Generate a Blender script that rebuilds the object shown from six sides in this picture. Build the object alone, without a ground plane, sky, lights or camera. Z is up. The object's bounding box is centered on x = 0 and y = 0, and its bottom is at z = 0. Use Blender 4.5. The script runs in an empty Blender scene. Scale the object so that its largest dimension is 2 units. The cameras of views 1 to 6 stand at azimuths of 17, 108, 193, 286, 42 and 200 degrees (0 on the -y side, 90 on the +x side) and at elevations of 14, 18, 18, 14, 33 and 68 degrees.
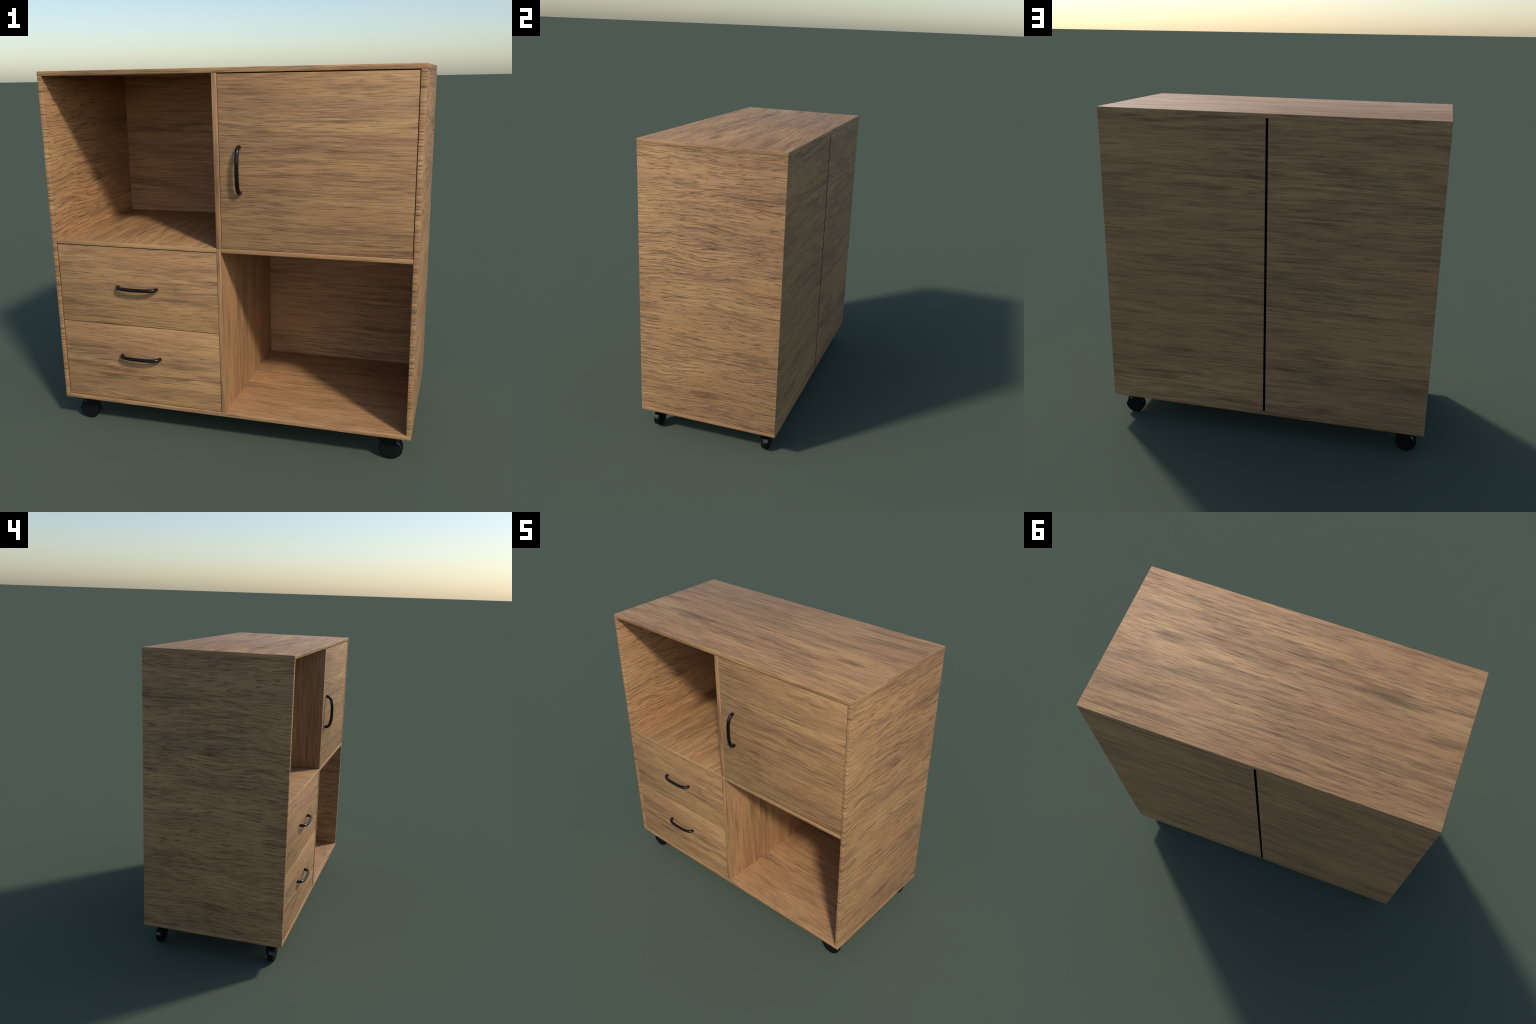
"""Wheeled wooden storage cabinet: open niche, hinged door, two drawers, open
niche below the door, black bow handles and four small black castors."""
import bpy, bmesh, math
from mathutils import Vector, Matrix

# ------------------------------------------------------------------ sizes (m)
W = 0.9908            # half width of the carcass
FRONT, BACK = -0.4486, 0.5042
Z0, Z1 = 0.1550, 2.0000
T = 0.0246            # board thickness
XI = W - T            # inner face of the side boards
DIV_L, DIV_R = -0.0237, -0.0001      # divider faces
SH_LO, SH_HI = 1.0802, 1.1035       # middle shelves
BACK_IN = BACK - T


# ------------------------------------------------------------------ materials
class Graph:
    """Small helper to write node trees as expressions."""
    def __init__(self, name):
        self.mat = bpy.data.materials.new(name)
        self.mat.use_nodes = True
        self.t = self.mat.node_tree
        self.bsdf = self.t.nodes["Principled BSDF"]

    def put(self, socket, value):
        if isinstance(value, bpy.types.NodeSocket):
            self.t.links.new(value, socket)
        else:
            socket.default_value = value

    def math(self, op, a, b=0.0, clamp=False):
        n = self.t.nodes.new("ShaderNodeMath")
        n.operation, n.use_clamp = op, clamp
        self.put(n.inputs[0], a)
        self.put(n.inputs[1], b)
        return n.outputs[0]

    def combine(self, x, y, z):
        n = self.t.nodes.new("ShaderNodeCombineXYZ")
        for s, v in zip(n.inputs, (x, y, z)):
            self.put(s, v)
        return n.outputs[0]

    def noise(self, vec, detail=2.0, rough=0.5, distortion=0.0):
        n = self.t.nodes.new("ShaderNodeTexNoise")
        n.inputs["Scale"].default_value = 1.0
        n.inputs["Detail"].default_value = detail
        n.inputs["Roughness"].default_value = rough
        n.inputs["Distortion"].default_value = distortion
        self.put(n.inputs["Vector"], vec)
        return n.outputs["Fac"]

    def band(self, fac, lo, hi):
        n = self.t.nodes.new("ShaderNodeMapRange")
        n.interpolation_type = 'SMOOTHSTEP'
        self.put(n.inputs["Value"], fac)
        n.inputs["From Min"].default_value = lo
        n.inputs["From Max"].default_value = hi
        return n.outputs["Result"]

    def mix(self, fac, a, b, blend='MIX'):
        n = self.t.nodes.new("ShaderNodeMix")
        n.data_type, n.blend_type = 'RGBA', blend
        self.put(n.inputs[0], fac)
        self.put(n.inputs[6], a if isinstance(a, bpy.types.NodeSocket) else (*a, 1.0))
        self.put(n.inputs[7], b if isinstance(b, bpy.types.NodeSocket) else (*b, 1.0))
        return n.outputs[2]


def wood(name, grain, shift=(0, 0, 0), length=1.0, width=1.0, flat=False,
         bump=0.30, streak=1.0, lines_amount=0.56, dash=(0.53, 0.70, 0.46), ripple=0.004, sway=0.050, deep=0.004, ridge=(0.36, 0.74), figure=0.68, smoke_amount=0.58, red=0.36):
    """Oak-like veneer.  grain: 'X','Y' or 'Z', the way the fibres run.
    length / width stretch the figure along / across the fibres.  flat drops
    the third axis, so that board ends show the bands of the face."""
    g = Graph(name)
    tc = g.t.nodes.new("ShaderNodeTexCoord")
    sep = g.t.nodes.new("ShaderNodeSeparateXYZ")
    mp = g.t.nodes.new("ShaderNodeMapping")
    mp.inputs["Location"].default_value = shift
    g.t.links.new(tc.outputs["Object"], mp.inputs["Vector"])
    g.t.links.new(mp.outputs["Vector"], sep.inputs[0])
    x, y, z = sep.outputs
    u, v, w = {'X': (x, z, y), 'Y': (y, z, x), 'Z': (z, y, x)}[grain]
    u = g.math('DIVIDE', u, length)
    v = g.math('DIVIDE', v, width)
    w = 0.0 if flat else g.math('DIVIDE', w, width)

    def at(fu, fv, fw=None, off=0.0):
        ww = g.math('MULTIPLY', w, fw or fv) if not flat else 0.0
        return g.combine(g.math('MULTIPLY', u, fu),
                         g.math('ADD', g.math('MULTIPLY', v, fv), off), ww)

    # fibres wander gently
    drift = g.math('MULTIPLY', g.math('SUBTRACT', g.noise(at(1.6, 5.0, off=3.1), 2.0), 0.5), sway)
    wave = g.math('MULTIPLY', g.math('SUBTRACT', g.noise(at(7.0, 12.0, off=9.7), 2.0), 0.5), ripple)
    v = g.math('ADD', v, g.math('ADD', drift, wave))

    hue = g.noise(at(1.3, 6.5, off=1.3), 3.0, 0.55)
    board = g.noise(at(1.0, 10.0, off=7.9), 4.0, 0.6)
    streaks = g.noise(at(3.4, 62.0, off=2.2), 5.0, 0.66)
    pores = g.noise(at(10.0, 165.0, off=5.4), 2.0, 0.55)
    smoke = g.noise(at(2.6, 20.0, off=4.6), 3.0, 0.55)
    patch = g.noise(at(1.1, 5.0, off=6.6), 2.0, 0.5)

    straw = (0.530, 0.298, 0.124)
    russet = (0.450, 0.235, 0.100)
    olive = (0.335, 0.182, 0.083)
    umber = (0.120, 0.062, 0.029)
    col = g.mix(g.band(hue, red, red + 0.26), straw, russet)
    col = g.mix(g.math('MULTIPLY', g.band(board, 0.46, 0.68), figure), col, olive)
    lines = g.band(streaks, ridge[0], ridge[1])
    uneven = g.math('ADD', 0.45, g.math('MULTIPLY', g.band(patch, 0.32, 0.68), 1.05))
    col = g.mix(g.math('MULTIPLY', g.math('MULTIPLY', lines, uneven), lines_amount * streak, clamp=True), col, umber)
    col = g.mix(g.math('MULTIPLY', g.band(smoke, 0.54, 0.76), smoke_amount * streak), col, umber)
    dark = g.band(pores, dash[0], dash[1])
    col = g.mix(g.math('MULTIPLY', dark, dash[2] * streak), col, umber)
    col = g.mix(g.math('MULTIPLY', g.band(pores, 0.50, 0.30), 0.20), col,
                (0.60, 0.37, 0.17))
    g.put(g.bsdf.inputs["Base Color"], col)

    rough = g.math('MULTIPLY_ADD', streaks, 0.20)
    rough.node.inputs[2].default_value = 0.50
    g.put(g.bsdf.inputs["Roughness"], rough)
    g.bsdf.inputs["Specular IOR Level"].default_value = 0.5

    relief = g.math('SUBTRACT', 1.0, g.math('ADD', g.math('MULTIPLY', dark, 0.75),
                                            g.math('MULTIPLY', g.math('MULTIPLY', lines, uneven), 0.50)))
    b = g.t.nodes.new("ShaderNodeBump")
    b.inputs["Strength"].default_value = bump
    b.inputs["Distance"].default_value = deep
    g.put(b.inputs["Height"], relief)
    g.t.links.new(b.outputs[0], g.bsdf.inputs["Normal"])
    return g.mat


def plain(name, colour, rough, spec=0.5, coat=0.0):
    g = Graph(name)
    tc = g.t.nodes.new("ShaderNodeTexCoord")
    sc = g.t.nodes.new("ShaderNodeVectorMath")
    sc.operation = 'SCALE'
    sc.inputs["Scale"].default_value = 60.0
    g.t.links.new(tc.outputs["Object"], sc.inputs[0])
    n = g.noise(sc.outputs[0], 3.0)
    col = g.mix(n, tuple(c * 0.8 for c in colour), tuple(c * 1.2 for c in colour))
    g.put(g.bsdf.inputs["Base Color"], col)
    r = g.math('MULTIPLY_ADD', n, 0.08)
    r.node.inputs[2].default_value = rough
    g.put(g.bsdf.inputs["Roughness"], r)
    g.bsdf.inputs["Specular IOR Level"].default_value = spec
    g.bsdf.inputs["Coat Weight"].default_value = coat
    g.bsdf.inputs["Coat Roughness"].default_value = 0.08
    return g.mat


WOOD_FRONT = wood("veneer_front", 'X', shift=(0.3, 0.1, 0.0), width=0.95, length=1.1, bump=0.45)
WOOD_TOP = wood("veneer_top", 'X', shift=(5.2, 2.1, 0.4), width=1.15, length=1.3, bump=0.40, smoke_amount=0.62)
WOOD_BACK = wood("veneer_back", 'X', shift=(9.4, 4.0, 1.7), width=1.25, length=1.35, bump=0.40, red=0.27, smoke_amount=0.65)
WOOD_FLOOR = wood("veneer_floor", 'X', shift=(2.7, 6.3, 2.9), width=0.9, bump=0.42, red=0.30)
WOOD_SIDE = wood("veneer_side", 'Y', shift=(0.0, 3.3, 5.1), length=1.0, width=1.35, flat=True,
                 bump=1.0, deep=0.009, lines_amount=0.30, ridge=(0.41, 0.77), red=0.31,
                 dash=(0.57, 0.74, 0.24), ripple=0.003, sway=0.080, figure=0.70, smoke_amount=0.62)
WOOD_END = wood("veneer_end", 'Y', shift=(3.0, 2.2, 7.1), length=0.8, width=0.42, flat=True,
                streak=0.9, bump=0.3)
WOOD_UPRIGHT = wood("veneer_upright", 'Z', shift=(1.0, 7.7, 3.0), length=1.5, bump=0.22)
WOOD_SHELF = wood("veneer_shelf", 'Y', shift=(4.0, 1.2, 8.8))
WOOD_EDGE = wood("veneer_edge", 'X', shift=(7.0, 8.2, 6.1), length=0.8, streak=0.55, bump=0.2)
BLACK_ARTEFACT = plain("black_artefact", (0.0006, 0.0006, 0.0006), 0.9, 0.0)  # for the added strip that imitates coplanar faces rendering black
BLACK_HANDLE = plain("black_lacquer", (0.003, 0.003, 0.003), 0.20, 0.42)
BLACK_TYRE = plain("black_rubber", (0.004, 0.004, 0.004), 0.60, 0.22)
BLACK_GLOSS = plain("black_plastic", (0.005, 0.005, 0.006), 0.14, 0.6, 0.3)


# ------------------------------------------------------------------ geometry
root = bpy.data.objects.new("storage_cabinet", None)
bpy.context.scene.collection.objects.link(root)
root["label"] = "wooden cabinet on castors with door, two drawers and open niches"
root["category"] = "cabinet"


def add(name, mesh, parent=root):
    ob = bpy.data.objects.new(name, mesh)
    bpy.context.scene.collection.objects.link(ob)
    ob.parent = parent
    return ob


def board(name, x0, x1, y0, y1, z0, z1, face, edge=None, end=None, rear=None,
          bevel=0.0030, keep=None):
    """A board with softly broken edges.  edge / end / rear: materials of the
    narrow front, of the two x ends and of the narrow rear face.  keep(mid)
    names edges that stay sharp because another board meets them flush."""
    bm = bmesh.new()
    bmesh.ops.create_cube(bm, size=1.0)
    for v in bm.verts:
        v.co = Vector((x0 if v.co.x < 0 else x1, y0 if v.co.y < 0 else y1,
                       z0 if v.co.z < 0 else z1))
    soft = [e for e in bm.edges
            if not (keep and keep((e.verts[0].co + e.verts[1].co) / 2))]
    if bevel:
        bmesh.ops.bevel(bm, geom=soft, offset=bevel, segments=2, profile=0.5, affect='EDGES')
    me = bpy.data.meshes.new(name)
    slots = [face]
    for f in bm.faces:
        c = f.calc_center_median()
        m = face
        if edge and c.y < y0 + bevel * 1.01:
            m = edge
        elif end and (c.x < x0 + bevel * 1.01 or c.x > x1 - bevel * 1.01):
            m = end
        elif rear and c.y > y1 - bevel * 0.6:
            m = rear
        if m not in slots:
            slots.append(m)
        f.material_index = slots.index(m)
    for m in slots:
        me.materials.append(m)
    bm.to_mesh(me)
    bm.free()
    me.set_sharp_from_angle(angle=math.radians(50))
    return add(name, me)


S = 0.0002   # hairline between butted boards
near = lambda a, b: abs(a - b) < 1e-4
board("top_panel", -W, W, FRONT, BACK, Z1 - T, Z1, WOOD_TOP, end=WOOD_END, rear=WOOD_BACK,
      keep=lambda p: near(p.y, BACK) and near(p.z, Z1 - T))
board("bottom_panel", -W, W, FRONT, BACK, Z0, Z0 + T, WOOD_FLOOR, end=WOOD_END, rear=WOOD_BACK,
      keep=lambda p: near(p.y, BACK) and near(p.z, Z0 + T))
for x0, x1 in ((-W, -XI), (XI, W)):
    board("side_panel", x0, x1, FRONT, BACK, Z0 + T + S, Z1 - T - S, WOOD_SIDE, rear=WOOD_BACK,
          keep=lambda p: near(p.y, BACK) and not near(abs(p.x), W))
board("divider", DIV_L, DIV_R, FRONT, BACK_IN - S, Z0 + T + S, SH_HI - S, WOOD_UPRIGHT)
board("divider", DIV_L - 0.0002, DIV_R + 0.0038, FRONT, BACK_IN - S, SH_HI, Z1 - T - S, WOOD_UPRIGHT)
board("shelf", -XI + S, DIV_L - S, FRONT + 0.0002, BACK_IN - S, SH_LO, SH_HI, WOOD_SHELF, WOOD_EDGE)
board("shelf", DIV_R + S, XI - S, FRONT + 0.0002, BACK_IN - S, SH_LO, SH_HI, WOOD_FLOOR, WOOD_EDGE)
JX0, JX1 = -0.0202, -0.0056          # slit between the two back boards, filled by the added black strip
board("back_panel", -XI + S, JX0, BACK_IN, BACK, Z0 + T + S, Z1 - T - S, WOOD_BACK, bevel=0.0)
board("back_panel", JX1, XI - S, BACK_IN, BACK, Z0 + T + S, Z1 - T - S, WOOD_BACK, bevel=0.0)
board("artefact_strip", JX0 + S, JX1 - S, BACK_IN + 0.002, BACK - 0.0006, Z0 + T + 0.001,
      Z1 - T - 0.003, BLACK_ARTEFACT, bevel=0.0004)  # added strip, copies the black render fault of overlapping back faces

REC = 0.0030                          # fronts sit a hair behind the carcass edge
door = board("door", 0.0062, 0.9632, FRONT + REC, FRONT + REC + 0.022, 1.1052, 1.9707, WOOD_FRONT, bevel=0.0016)
SPLIT, GAP = 0.6330, 0.0036
drawers = [
    board("drawer", -0.9600, -0.0240, FRONT + REC, FRONT + REC + 0.022, SPLIT + GAP / 2, 1.0762, WOOD_FRONT, bevel=0.0016),
    board("drawer", -0.9600, -0.0240, FRONT + REC, FRONT + REC + 0.022, 0.1832, SPLIT - GAP / 2, WOOD_FRONT, bevel=0.0016),
]


def bow_handle_mesh():
    """Round bar bent into a bow: span along x, standing out to -y."""
    half, rad = 0.1133, 0.0107
    depth = BACK + FRONT + REC - rad   # bow reaches as far out as the back
    p = 2.8
    pts = [Vector((-half, 0.004, 0))]
    n = 40
    for i in range(n + 1):
        a = math.pi * (1 - i / n)
        c, s = math.cos(a), math.sin(a)
        pts.append(Vector((half * math.copysign(abs(c) ** (2 / p), c),
                           -depth * abs(s) ** (2 / p), 0)))
    pts.append(Vector((half, 0.004, 0)))
    # even spacing along the path
    clean = [pts[0]]
    for q in pts[1:]:
        if (q - clean[-1]).length > 0.0015:
            clean.append(q)
    bm = bmesh.new()
    rings, k = [], 20
    for i, q in enumerate(clean):
        t = (clean[min(i + 1, len(clean) - 1)] - clean[max(i - 1, 0)]).normalized()
        if i in (0, len(clean) - 1):
            t = Vector((0, -1 if i == 0 else 1, 0))
        nrm = Vector((-t.y, t.x, 0))
        rings.append([bm.verts.new(q + nrm * rad * math.cos(j * 2 * math.pi / k)
                                   + Vector((0, 0, rad * math.sin(j * 2 * math.pi / k))))
                      for j in range(k)])
    for a, b in zip(rings, rings[1:]):
        for j in range(k):
            bm.faces.new((a[j], a[(j + 1) % k], b[(j + 1) % k], b[j]))
    bm.faces.new(rings[0])
    bm.faces.new(rings[-1][::-1])
    bmesh.ops.recalc_face_normals(bm, faces=bm.faces[:])
    me = bpy.data.meshes.new("handle")
    bm.to_mesh(me)
    bm.free()
    me.shade_smooth()
    me.materials.append(BLACK_HANDLE)
    return me


HANDLE = bow_handle_mesh()
for parent, x, z, upright in ((door, 0.1105, 1.5080, True),
                              (drawers[0], -0.4898, 0.8554, False),
                              (drawers[1], -0.4898, 0.4536, False)):
    h = add("handle", HANDLE, parent)
    h.location = (x, FRONT + REC, z)
    if not upright:
        h.scale = (1, 0.90, 0.92)        # drawer bows stand out a little less
    if upright:
        h.rotation_euler = (0, math.radians(90), 0)


# ------------------------------------------------------------------ castors
R, HALF = 0.0625, 0.0225


def lathe(profile, k, mat_list, name):
    """profile: (axial, radius) pairs turned about the y axis."""
    bm = bmesh.new()
    rings = []
    for ax, r in profile:
        rings.append([bm.verts.new((r * math.cos(2 * math.pi * j / k), ax,
                                    r * math.sin(2 * math.pi * j / k))) for j in range(k)])
    for a, b in zip(rings, rings[1:]):
        for j in range(k):
            bm.faces.new((a[j], a[(j + 1) % k], b[(j + 1) % k], b[j]))
    bm.faces.new(rings[0])
    bm.faces.new(rings[-1])
    bmesh.ops.recalc_face_normals(bm, faces=bm.faces[:])
    me = bpy.data.meshes.new(name)
    bm.to_mesh(me)
    bm.free()
    for m in mat_list:
        me.materials.append(m)
    return me


def prism(name, outline, y0, y1, mat, bevel=0.0):
    """Outline in (x, z) pulled along y."""
    bm = bmesh.new()
    a = [bm.verts.new((x, y0, z)) for x, z in outline]
    b = [bm.verts.new((x, y1, z)) for x, z in outline]
    n = len(outline)
    bm.faces.new(a)
    bm.faces.new(b[::-1])
    for i in range(n):
        bm.faces.new((a[i], b[i], b[(i + 1) % n], a[(i + 1) % n]))
    bmesh.ops.recalc_face_normals(bm, faces=bm.faces[:])
    if bevel:
        bmesh.ops.bevel(bm, geom=bm.edges[:], offset=bevel, segments=2, profile=0.5, affect='EDGES')
    me = bpy.data.meshes.new(name)
    bm.to_mesh(me)
    bm.free()
    me.materials.append(mat)
    return me


def crescent(sign, cx, cz, r, a0, a1):
    """Everything outside an arc, over the shoulder of the wheel."""
    arc = [(sign * (cx + r * math.cos(math.radians(a0 + (a1 - a0) * i / 14))),
            cz + r * math.sin(math.radians(a0 + (a1 - a0) * i / 14))) for i in range(15)]
    return arc + [(sign * arc[-1][0] * 0 + sign * 0.004, 0.09), (sign * 0.09, 0.09), (sign * 0.09, arc[0][1])]


def cut(ob, cutter_mesh):
    c = add("cutter", cutter_mesh)
    m = ob.modifiers.new("cut", 'BOOLEAN')
    m.operation, m.object, m.solver = 'DIFFERENCE', c, 'EXACT'
    m.material_mode = 'TRANSFER'
    dg = bpy.context.evaluated_depsgraph_get()
    me = bpy.data.meshes.new_from_object(ob.evaluated_get(dg))
    ob.modifiers.clear()
    ob.data = me
    bpy.data.objects.remove(c)


# tyre: flat flanks, well rounded shoulders; +x is the outward side, -y the open flank
fil = 0.011
prof = [(-HALF, 0.006)] + \
       [(-HALF + fil - fil * math.cos(math.radians(a)), R - fil + fil * math.sin(math.radians(a)))
        for a in range(0, 91, 15)] + \
       [(HALF - fil + fil * math.sin(math.radians(a)), R - fil + fil * math.cos(math.radians(a)))
        for a in range(0, 91, 15)] + [(HALF, 0.006)]
tyre = add("wheel", lathe(prof, 64, [BLACK_TYRE], "wheel"))
cut(tyre, prism("c", crescent(1, 0.002, -0.010, 0.0545, 17, 100), -HALF - 0.01, HALF - 0.011, BLACK_GLOSS))
cut(tyre, prism("c", crescent(-1, 0.002, -0.010, 0.0545, 22, 100), -HALF + 0.006, HALF - 0.006, BLACK_GLOSS))
TYRE = tyre.data
bpy.data.objects.remove(tyre)

RAISE = 0.0010                        # clearance under the tyre
HUB_Z = R + RAISE
UP = Z0 - HUB_Z                       # wheel centre to cabinet underside
hood = [(-0.082, UP - 0.004), (0.030, UP - 0.004), (0.024, 0.056), (0.012, 0.040), (-0.004, 0.018),
        (-0.030, 0.010), (-0.050, 0.022), (-0.058, 0.036)]
BOSS = prism("axle_housing", [(-0.030, UP - 0.006), (0.034, UP - 0.006), (0.034, 0.004), (0.022, -0.018),
                              (-0.018, -0.018), (-0.030, 0.002)], HALF, HALF + 0.012, BLACK_TYRE, 0.003)
HOOD = prism("castor", hood, -HALF - 0.0012, HALF + 0.0012, BLACK_TYRE, 0.002)


def swivel_mesh():
    """Turned cup between hood and cabinet, set inward of the wheel."""
    bm = bmesh.new()
    steps = [(0.020, 0.040), (0.036, 0.052), (0.046, UP - 0.012), (0.052, UP - 0.006), (0.052, UP - 0.0006)]
    k = 40
    rings = [[bm.verts.new((-0.026 + r * math.cos(2 * math.pi * j / k),
                            0.016 + r * math.sin(2 * math.pi * j / k), z)) for j in range(k)]
             for r, z in steps]
    for a, b in zip(rings, rings[1:]):
        for j in range(k):
            bm.faces.new((a[j], a[(j + 1) % k], b[(j + 1) % k], b[j]))
    bm.faces.new(rings[0])
    bm.faces.new(rings[-1])
    bmesh.ops.recalc_face_normals(bm, faces=bm.faces[:])
    me = bpy.data.meshes.new("swivel_plate")
    bm.to_mesh(me)
    bm.free()
    me.materials.append(BLACK_TYRE)
    return me


SWIVEL = swivel_mesh()


def mirrored(mesh, sx, sy):
    """Copy of a castor piece for one of the four corners."""
    bm = bmesh.new()
    bm.from_mesh(mesh)
    bmesh.ops.transform(bm, matrix=Matrix.Diagonal((sx, sy, 1, 1)), verts=bm.verts[:])
    if sx * sy < 0:
        bmesh.ops.reverse_faces(bm, faces=bm.faces[:])
    me = bpy.data.meshes.new(mesh.name)
    for m in mesh.materials:
        me.materials.append(m)
    bm.to_mesh(me)
    bm.free()
    me.shade_smooth()
    me.set_sharp_from_angle(angle=math.radians(35))
    return me


YC = (FRONT + BACK) / 2
for sx in (1, -1):
    for sy in (1, -1):
        castor = add("castor", mirrored(HOOD, sx, sy))
        castor.location = (sx * 0.8860, YC - sy * 0.391, HUB_Z)
        add("wheel", mirrored(TYRE, sx, sy), castor)
        add("axle_housing", mirrored(BOSS, sx, sy), castor)
        add("swivel_plate", mirrored(SWIVEL, sx, sy), castor)
